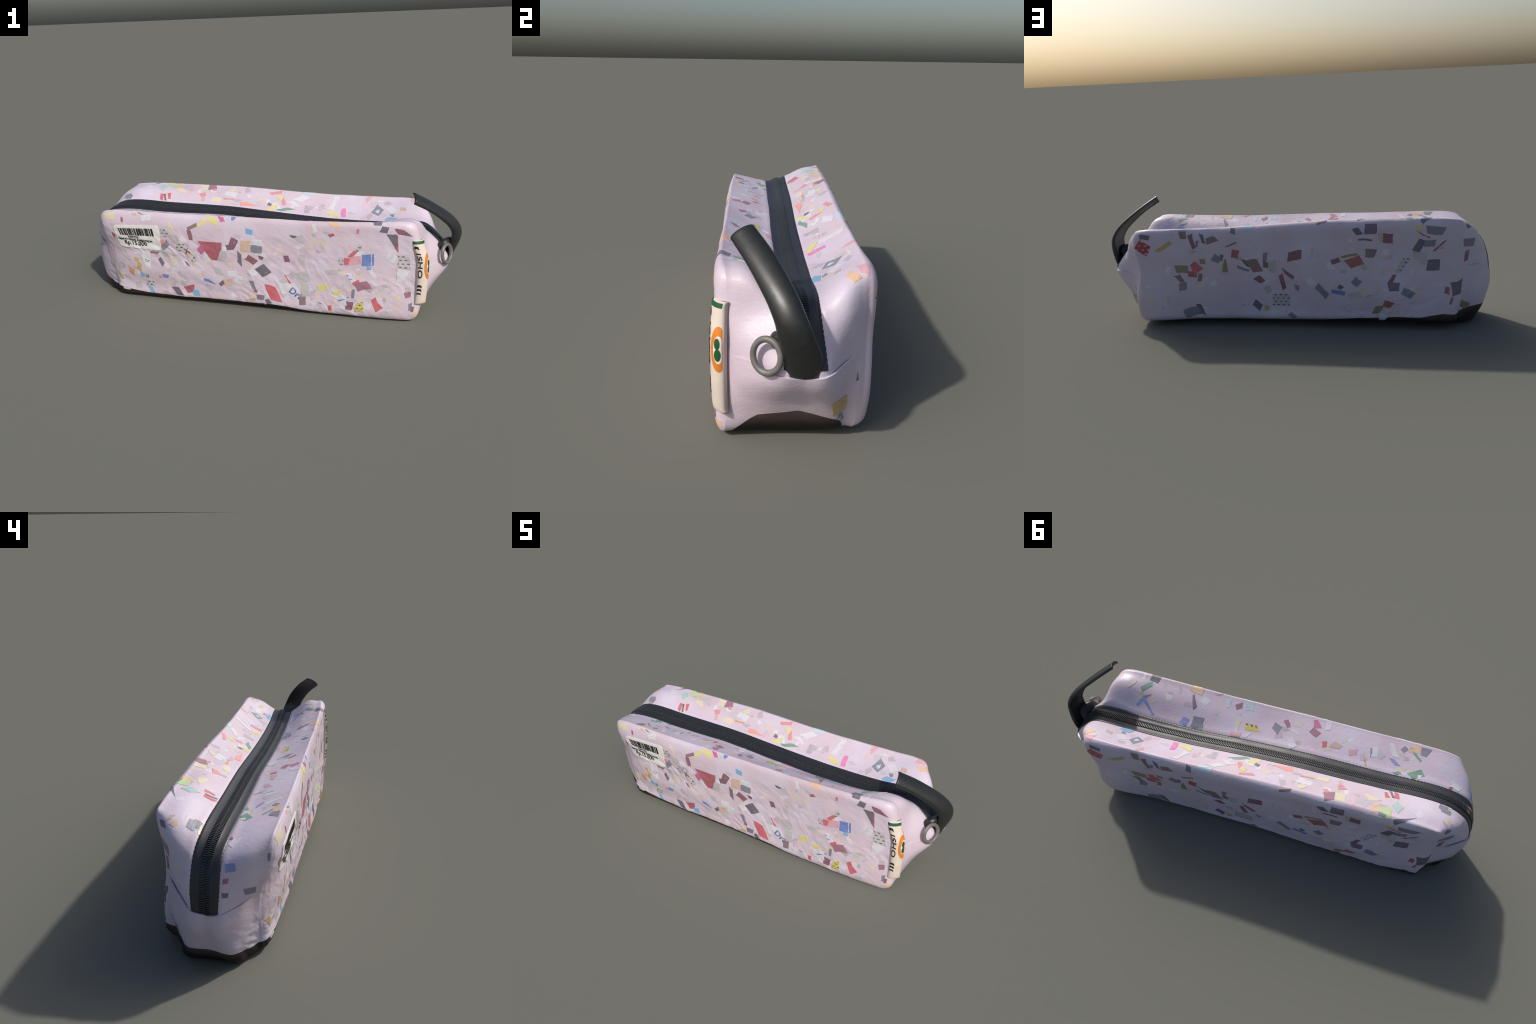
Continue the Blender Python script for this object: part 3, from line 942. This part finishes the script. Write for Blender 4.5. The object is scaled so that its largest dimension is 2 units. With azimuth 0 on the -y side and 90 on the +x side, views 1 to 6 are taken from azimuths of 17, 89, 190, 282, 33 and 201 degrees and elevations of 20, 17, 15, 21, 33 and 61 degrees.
        ("front", 0.557, 0.326, 0.028, 0.035, -9, 0.001, 0.26),
        ("front", 0.209, 0.415, 0.048, 0.012, -9, -0.006, 0.14),
        ("front", 0.691, 0.424, 0.031, 0.064, 2, -0.021, 0.60),
        ("front", 0.646, 0.477, 0.036, 0.029, -7, 0.008, -0.06),
        ("front", 0.613, 0.501, 0.038, 0.011, 0, 0.001, 0.07),
        ("front", 0.332, 0.070, 0.022, 0.004, -20, -0.006, 0.09),
        ("top", -0.612, 0.068, 0.013, 0.044, 9, -0.013, 0.00),
        ("top", -0.007, 0.094, 0.019, 0.023, 76, 0.003, 0.16),
        ("top", 0.610, -0.197, 0.033, 0.044, -101, -0.005, 0.02),
        ("top", -0.680, 0.197, 0.071, 0.017, -158, 0.026, 0.40),
        ("back_edge", -0.270, 0.208, 0.025, 0.029, -17, -0.011, -0.07),
        ("back", -0.727, 0.487, 0.052, 0.024, -7, 0.002, 0.10),
        ("back", -0.426, 0.476, 0.021, 0.040, -18, -0.027, 0.08),
        ("back", -0.279, 0.445, 0.059, 0.007, 22, -0.006, 0.10),
        ("back", -0.333, 0.376, 0.014, 0.033, -30, -0.012, 0.41),
        ("back", -0.209, 0.347, 0.025, 0.033, -17, -0.046, -0.14),
        ("back", 0.347, 0.504, 0.032, 0.036, 11, -0.016, -0.02),
        ("back", 0.383, 0.460, 0.067, 0.009, -4, -0.000, 0.00),
        ("back", 0.641, 0.429, 0.035, 0.066, -19, 0.011, -0.09),
        ("back", 0.708, 0.328, 0.060, 0.054, 0, 0.005, -0.04),
        ("back", 0.258, 0.220, 0.024, 0.021, -28, 0.004, 0.20),
        ("back", -0.166, 0.118, 0.049, 0.036, -41, -0.008, -0.02),
        ("back", -0.466, 0.094, 0.030, 0.050, -14, -0.033, 0.08),
        ("back", 0.821, 0.211, 0.053, 0.069, 17, 0.020, 0.17),
    ],
    "plum": [
        ("front", -0.086, 0.282, 0.034, 0.048, -47, -0.047, -0.06),
        ("front", 0.017, 0.072, 0.040, 0.026, -4, 0.000, 0.10),
        ("top", 0.395, -0.147, 0.016, 0.057, -135, 0.021, -0.38),
        ("back", 0.410, 0.515, 0.057, 0.050, 0, 0.004, -0.02),
        ("back", 0.520, 0.222, 0.053, 0.043, 0, -0.002, 0.12),
        ("back_edge", -0.829, 0.025, 0.033, 0.019, -43, -0.021, -0.03),
        ("far_end", 0.068, 0.322, 0.020, 0.017, -13, -0.002, 0.09),
        ("far_end", -0.169, 0.513, 0.023, 0.019, 6, -0.006, -0.06),
    ],
    "blue": [
        ("front", -0.269, 0.143, 0.046, 0.019, -13, -0.025, -0.44),
        ("front", -0.516, 0.148, 0.033, 0.021, -4, 0.002, 0.19),
        ("front", -0.113, 0.495, 0.021, 0.018, -5, 0.004, 0.33),
        ("front", 0.454, 0.103, 0.061, 0.008, 27, 0.000, 0.03),
        ("front", 0.570, 0.319, 0.060, 0.058, 6, 0.005, -0.00),
        ("back", 0.247, 0.191, 0.068, 0.019, -11, -0.001, 0.07),
    ],
    "sky": [
        ("front", -0.346, 0.063, 0.036, 0.034, 5, -0.003, -0.02),
        ("front", -0.616, 0.055, 0.033, 0.031, -13, -0.027, 0.07),
        ("front", -0.657, 0.144, 0.025, 0.026, -10, -0.005, 0.01),
        ("front", -0.028, 0.433, 0.037, 0.028, -13, -0.006, 0.03),
        ("front", 0.576, 0.277, 0.021, 0.017, -4, 0.001, -0.00),
        ("top", 0.647, 0.078, 0.033, 0.041, 45, -0.024, -0.21),
        ("top", 0.645, -0.083, 0.055, 0.008, -129, -0.009, -0.08),
        ("top", -0.850, 0.067, 0.037, 0.021, -11, -0.004, 0.14),
    ],
    "newsprint": [
        ("front", -0.617, 0.094, 0.051, 0.039, -9, -0.003, 0.01),
        ("front", -0.494, 0.400, 0.045, 0.041, -17, -0.001, 0.19),
        ("front", -0.412, 0.325, 0.039, 0.045, 1, 0.007, 0.08),
        ("front", -0.339, 0.261, 0.035, 0.027, 37, 0.005, 0.05),
        ("front", 0.441, 0.304, 0.025, 0.034, -3, -0.003, 0.05),
        ("front", 0.525, 0.378, 0.043, 0.020, 51, -0.002, -0.01),
        ("front", 0.741, 0.313, 0.062, 0.063, -12, -0.016, -0.05),
        ("back", 0.559, 0.328, 0.029, 0.079, -9, 0.034, 0.11),
        ("back", -0.043, 0.148, 0.090, 0.062, 1, 0.004, -0.00),
    ],
    "salmon": [
        ("front", -0.548, 0.142, 0.017, 0.016, 6, 0.003, 0.10),
        ("front", -0.510, 0.350, 0.023, 0.022, 23, 0.004, 0.01),
        ("top", -0.398, 0.107, 0.034, 0.025, 20, -0.006, 0.19),
        ("top", -0.342, 0.151, 0.021, 0.022, 31, -0.009, 0.08),
        ("top", 0.012, 0.173, 0.065, 0.018, 17, -0.003, 0.12),
        ("top", 0.063, 0.124, 0.019, 0.050, 15, -0.010, -0.05),
    ],
    "orange": [
        ("front", -0.721, 0.161, 0.039, 0.033, -27, -0.014, 0.15),
        ("top", -0.242, 0.096, 0.059, 0.011, 3, 0.001, 0.06),
        ("top", -0.457, -0.081, 0.007, 0.035, -179, -0.016, -0.10),
    ],
    "mustard": [
        ("front", -0.669, 0.194, 0.037, 0.045, -45, -0.032, 0.00),
        ("front", -0.680, 0.234, 0.023, 0.025, -15, -0.005, 0.19),
        ("front", -0.806, 0.123, 0.021, 0.058, 16, -0.018, 0.17),
        ("front", -0.028, 0.056, 0.035, 0.013, 5, 0.002, 0.01),
        ("back", -0.628, 0.438, 0.088, 0.019, 32, -0.016, 0.11),
        ("back", -0.120, 0.103, 0.023, 0.027, -6, 0.003, 0.19),
        ("pull_end", 0.136, 0.126, 0.042, 0.050, 11, 0.006, 0.11),
    ],
    "green": [
        ("front", -0.629, 0.136, 0.018, 0.023, -10, 0.001, 0.17),
        ("top", 0.081, 0.074, 0.063, 0.021, 22, -0.041, -0.22),
        ("top", 0.637, -0.147, 0.059, 0.019, -136, 0.005, 0.10),
        ("top", -0.666, -0.167, 0.012, 0.073, -148, -0.022, 0.09),
        ("top", -0.690, -0.081, 0.059, 0.033, -151, -0.014, 0.08),
        ("top", -0.608, -0.067, 0.025, 0.015, -157, -0.014, 0.10),
    ],
    "cream": [
        ("front", -0.454, 0.439, 0.030, 0.023, 98, 0.032, 0.09),
        ("front", -0.455, 0.247, 0.046, 0.021, 12, 0.006, 0.04),
        ("front", -0.815, 0.475, 0.067, 0.039, 13, 0.004, 0.13),
        ("top", -0.529, 0.121, 0.039, 0.038, 17, -0.037, 0.50),
        ("top", -0.310, 0.082, 0.029, 0.054, 77, -0.013, 0.05),
        ("top", -0.236, 0.162, 0.033, 0.025, 44, -0.002, 0.18),
        ("top", 0.705, -0.132, 0.046, 0.010, -129, 0.004, 0.15),
        ("top", 0.159, -0.102, 0.021, 0.039, -154, 0.010, 0.60),
        ("top", -0.409, 0.166, 0.042, 0.043, 179, -0.010, 0.01),
    ],
    "brown": [
        ("front", -0.334, 0.443, 0.059, 0.019, 27, 0.003, 0.03),
        ("front", 0.242, 0.073, 0.035, 0.046, 6, 0.003, 0.04),
        ("back_edge", 0.174, 0.240, 0.050, 0.011, 19, 0.004, 0.10),
        ("back", -0.528, 0.494, 0.034, 0.037, 1, -0.006, 0.07),
        ("back", -0.381, 0.470, 0.056, 0.030, 18, -0.005, -0.20),
        ("back", -0.456, 0.271, 0.021, 0.041, 0, 0.009, 0.03),
        ("back", -0.563, 0.265, 0.029, 0.045, 17, -0.015, 0.22),
        ("back", -0.168, 0.333, 0.056, 0.067, 7, -0.025, 0.09),
        ("back", 0.407, 0.393, 0.050, 0.042, -4, 0.006, 0.17),
    ],
    "yellow": [
        ("front", -0.277, 0.469, 0.053, 0.021, 53, -0.044, 0.09),
        ("front", -0.221, 0.480, 0.054, 0.029, -21, -0.006, 0.13),
        ("front", 0.347, 0.156, 0.051, 0.034, 26, -0.000, 0.13),
        ("front", 0.419, 0.137, 0.043, 0.024, 18, 0.002, 0.04),
        ("front", 0.721, 0.131, 0.014, 0.017, 2, -0.002, 0.09),
        ("top", 0.017, 0.073, 0.054, 0.020, 36, 0.000, 0.21),
        ("top", 0.041, 0.144, 0.027, 0.030, 77, 0.005, -0.07),
        ("top", 0.343, 0.088, 0.024, 0.065, 72, 0.001, 0.07),
        ("top", 0.650, -0.099, 0.014, 0.019, -156, 0.006, 0.07),
        ("top", -0.614, -0.081, 0.017, 0.014, -157, -0.001, 0.06),
        ("back", 0.639, 0.519, 0.024, 0.027, -10, -0.002, 0.14),
    ],
    "aqua": [
        ("front", -0.134, 0.496, 0.023, 0.016, 1, -0.003, 0.05),
        ("top", 0.193, 0.192, 0.041, 0.014, 9, -0.019, 0.38),
        ("top", 0.574, 0.127, 0.018, 0.017, 33, 0.002, 0.32),
        ("top", 0.130, -0.189, 0.043, 0.038, -172, -0.007, 0.10),
        ("top", 0.232, -0.181, 0.022, 0.040, -172, -0.003, 0.38),
        ("top", 0.197, 0.201, 0.064, 0.032, -177, -0.004, 0.01),
    ],
    "teal": [
        ("front", -0.630, 0.498, 0.023, -0.007, -24, -0.019, -0.23),
    ],
    "red": [
        ("front", 0.087, 0.099, 0.061, 0.077, -10, -0.048, -0.03),
        ("front", 0.167, 0.184, 0.011, 0.053, 9, -0.019, -0.29),
        ("front", 0.617, 0.090, 0.036, 0.067, 36, 0.009, -0.22),
        ("front", 0.385, 0.048, 0.019, 0.028, 9, 0.002, 0.03),
        ("front", 0.515, 0.200, 0.036, 0.013, 29, 0.001, 0.12),
        ("front", 0.467, 0.305, 0.026, 0.034, -1, 0.001, 0.10),
        ("front", 0.496, 0.344, 0.043, 0.018, 46, -0.005, 0.05),
        ("top", -0.633, 0.068, 0.042, 0.019, 102, 0.008, -0.11),
        ("top", -0.591, 0.079, 0.017, 0.039, 16, -0.004, 0.30),
        ("top", -0.260, -0.106, 0.022, 0.026, -162, 0.001, 0.05),
        ("back", -0.473, 0.324, 0.049, 0.057, 38, 0.005, -0.24),
    ],
    "print_yellow": [
        ("front", 0.533, 0.068, 0.044, 0.044, 23, 0.021, -0.17),
        ("top", 0.092, -0.104, 0.062, 0.027, -177, -0.013, -0.16),
    ],
    "rose_dark": [
        ("front", 0.547, 0.181, 0.073, 0.044, 18, -0.016, 0.01),
        ("front", 0.765, 0.147, 0.029, 0.029, 16, 0.004, 0.12),
        ("top", 0.179, -0.180, 0.033, 0.022, -149, 0.003, 0.17),
        ("top", -0.066, -0.157, 0.019, 0.037, -150, -0.006, 0.16),
        ("top", -0.202, -0.148, 0.029, 0.044, -122, -0.007, -0.05),
        ("top", -0.361, 0.175, 0.047, 0.046, -161, 0.003, 0.11),
        ("far_end", 0.069, 0.370, 0.017, 0.016, 4, 0.003, 0.12),
    ],
    "print_blue": [
        ("front", 0.489, 0.222, 0.025, 0.051, 30, -0.004, -0.06),
    ],
    "rose_pale": [
        ("front", 0.509, 0.312, 0.057, 0.042, 11, 0.009, -0.02),
        ("top", 0.515, 0.191, 0.034, 0.021, 53, 0.000, -0.33),
        ("top", 0.765, 0.199, 0.032, 0.043, 76, -0.012, 0.26),
        ("top", 0.281, -0.210, 0.025, 0.005, -152, -0.011, 0.36),
        ("top", 0.158, -0.056, 0.050, 0.019, -175, 0.002, 0.03),
        ("top", -0.394, -0.106, 0.039, 0.027, -158, 0.005, 0.06),
    ],
    "apricot": [
        ("front", 0.805, 0.046, 0.024, 0.021, 25, 0.009, 0.09),
        ("front", 0.405, 0.490, 0.047, 0.019, -4, -0.026, 0.21),
        ("top", 0.788, 0.167, 0.043, 0.029, 34, -0.009, 0.20),
        ("top", 0.397, -0.202, 0.061, 0.030, 173, 0.001, -0.07),
        ("top", -0.656, -0.187, 0.052, 0.028, -176, 0.001, 0.04),
        ("top", -0.561, 0.171, 0.031, 0.043, -160, 0.015, 0.01),
        ("top", -0.872, 0.126, 0.025, 0.018, -45, 0.003, 0.32),
        ("top", -0.850, 0.044, 0.030, 0.017, -20, 0.016, -0.02),
    ],
    "mint": [
        ("top", -0.648, 0.135, 0.040, 0.044, 66, 0.015, 0.02),
    ],
    "lime": [
        ("top", -0.370, 0.159, 0.049, 0.016, 56, -0.015, 0.03),
        ("top", -0.584, 0.176, 0.035, 0.013, 17, -0.012, -0.01),
        ("top", -0.603, 0.179, 0.051, 0.053, -172, -0.001, -0.01),
    ],
    "coral": [
        ("top", -0.128, 0.073, 0.075, 0.027, 8, -0.046, -0.49),
    ],
    "hotpink": [
        ("top", 0.399, 0.100, 0.057, 0.022, 96, -0.001, -0.00),
    ],
    "lilac_blue": [
        ("top", 0.601, -0.068, 0.015, 0.064, -155, -0.032, 0.13),
        ("top", 0.416, -0.057, 0.036, 0.031, 168, 0.006, -0.07),
        ("top", -0.583, -0.112, 0.023, 0.026, -177, -0.033, -0.09),
        ("far_end", 0.082, 0.412, 0.033, 0.025, 6, -0.002, -0.04),
    ],
    "print_red": [
        ("back", -0.740, 0.433, 0.069, 0.057, -33, -0.000, -0.09),
    ],
    "olive": [
        ("back", -0.548, 0.315, 0.066, 0.040, -3, -0.005, 0.10),
        ("back", -0.434, 0.357, 0.030, 0.025, -4, -0.002, 0.08),
        ("back", -0.318, 0.335, 0.019, 0.070, 0, 0.006, -0.61),
        ("back", 0.306, 0.382, 0.078, 0.012, 11, -0.006, 0.01),
        ("back", 0.440, 0.102, 0.039, 0.040, 4, 0.025, 0.12),
        ("far_end", -0.146, 0.106, 0.039, 0.025, -39, -0.019, 0.53),
    ],
    "brick": [
        ("back", 0.330, 0.350, 0.074, 0.051, 19, -0.015, 0.09),
        ("back", 0.491, 0.132, 0.043, 0.034, -19, 0.008, 0.17),
    ],
}
PRINT = bpy.data.objects.new("scrap_print", None)
bpy.context.scene.collection.objects.link(PRINT); PRINT.parent = ROOT
ragged = random.Random(5)
bits = {}
count = 0
for colour, rows in SCRAPS.items():
    for face, cx, cy, w, h, turn, lean, taper in rows:
        ca, sa = math.cos(math.radians(turn)), math.sin(math.radians(turn))
        taper = max(-.97, min(.97, taper))
        loc = [(-w / 2 * (1 - taper) - lean / 2, -h / 2), (w / 2 * (1 - taper) - lean / 2, -h / 2),
               (w / 2 * (1 + taper) + lean / 2, h / 2), (-w / 2 * (1 + taper) + lean / 2, h / 2)]
        ring = []
        for k in range(4):              # torn edges: nudge a point on each side
            p, q = loc[k], loc[(k + 1) % 4]
            ring.append(p)
            L = math.hypot(q[0] - p[0], q[1] - p[1])
            if L > .02:
                t, off = ragged.uniform(.3, .7), ragged.gauss(0, .035) * L
                ring.append((p[0] + (q[0] - p[0]) * t - (q[1] - p[1]) / L * off, p[1] + (q[1] - p[1]) * t + (q[0] - p[0]) / L * off))
        pts = [(cx + x * ca - y * sa, cy + x * sa + y * ca) for x, y in ring]
        lift = .0007 + .00012 * (count % 5) + ((.0028 if cy < .17 else .0088) if face == "pull_end" else 0)
        o = sheet_object("paper_scrap", face, pts, lift, TOP_PALE.get(colour, PAPER[colour]) if face in ("top", "front_edge") else PAPER[colour], PRINT)
        count += 1
        if abs(w * h) < .00042: bits.setdefault(o.data.materials[0], []).append(o)

# the tiniest ones are joined into one part per colour
for bit_mat, obs in bits.items():
    me = bpy.data.meshes.new("scrap_bits")
    b2 = bmesh.new()
    for o in obs: b2.from_mesh(o.data)
    b2.to_mesh(me); b2.free()
    me.polygons.foreach_set("use_smooth", [True] * len(me.polygons))
    for o in obs:
        d = o.data; bpy.data.objects.remove(o); bpy.data.meshes.remove(d)
    o = add_object("scrap_bits", me, PRINT, bit_mat); o["kind"] = "stuff"

# pale, faded clippings that hardly stand out from the sheet, lying below the rest
FAINT = [scrap_paper("faded_" + k, c) for k, c in (("white", (216, 213, 220)), ("silver", (194, 186, 194)), ("blush", (214, 188, 196)), ("sand", (212, 196, 186)), ("ash", (180, 170, 180)))]
fr = random.Random(23)
faint = {i: bmesh.new() for i in range(len(FAINT))}
for face, n, xr, yr in (("front", 130, (-.80, .74), (.05, .42)), ("back", 70, (-.76, .74), (.06, .46)), ("top", 45, (-.74, .68), (.07, .18)), ("top", 32, (-.72, .70), (-.19, -.07))):
    for _ in range(n):
        for _try in range(8):
            cx, cy = fr.uniform(*xr), fr.uniform(*yr)
            if face == "front" and cx < -.5 and cy > .28: continue
            if face != "front" or fr.random() < .35 + .65 * smooth(.42, .12, cy): break
        w, h, a0 = fr.uniform(.018, .055), fr.uniform(.015, .045), fr.uniform(0, math.pi)
        pts = []
        for k in range(fr.choice((4, 4, 5, 3))):
            a = a0 + k * 2 * math.pi / 4.4 + fr.uniform(-.25, .25)
            pts.append((cx + w * .62 * math.cos(a), cy + h * .62 * math.sin(a)))
        o = sheet_object("faded_scraps", face, pts, .0004, FAINT[0], PRINT)
        faint[fr.randrange(len(FAINT))].from_mesh(o.data)
        d = o.data; bpy.data.objects.remove(o); bpy.data.meshes.remove(d)
for i, b2 in faint.items():
    me = bpy.data.meshes.new("faded_scraps"); b2.to_mesh(me); b2.free()
    me.polygons.foreach_set("use_smooth", [True] * len(me.polygons))
    o = add_object("faded_scraps", me, PRINT, FAINT[i]); o["kind"] = "stuff"

def flat_letters(body, size, face, cx, cy, turn, mat, lift=.0026, bold=.0008):
    ca, sa = math.cos(math.radians(turn)), math.sin(math.radians(turn))
    lettering("scrap_letters", body, size, lambda x, y: project(face, cx + x * ca - y * sa, cy + x * sa + y * ca, lift), mat, PRINT, bold)
flat_letters("Dri", .050, "front", .205, .112, -35, PAPER["blue"])
flat_letters("X", .042, "front", -.372, .309, 20, PAPER["charcoal"])
flat_letters("TEST", .016, "back", .742, .415, -18, PAPER["white"], .0022, .0003)
#SCRAPS_END
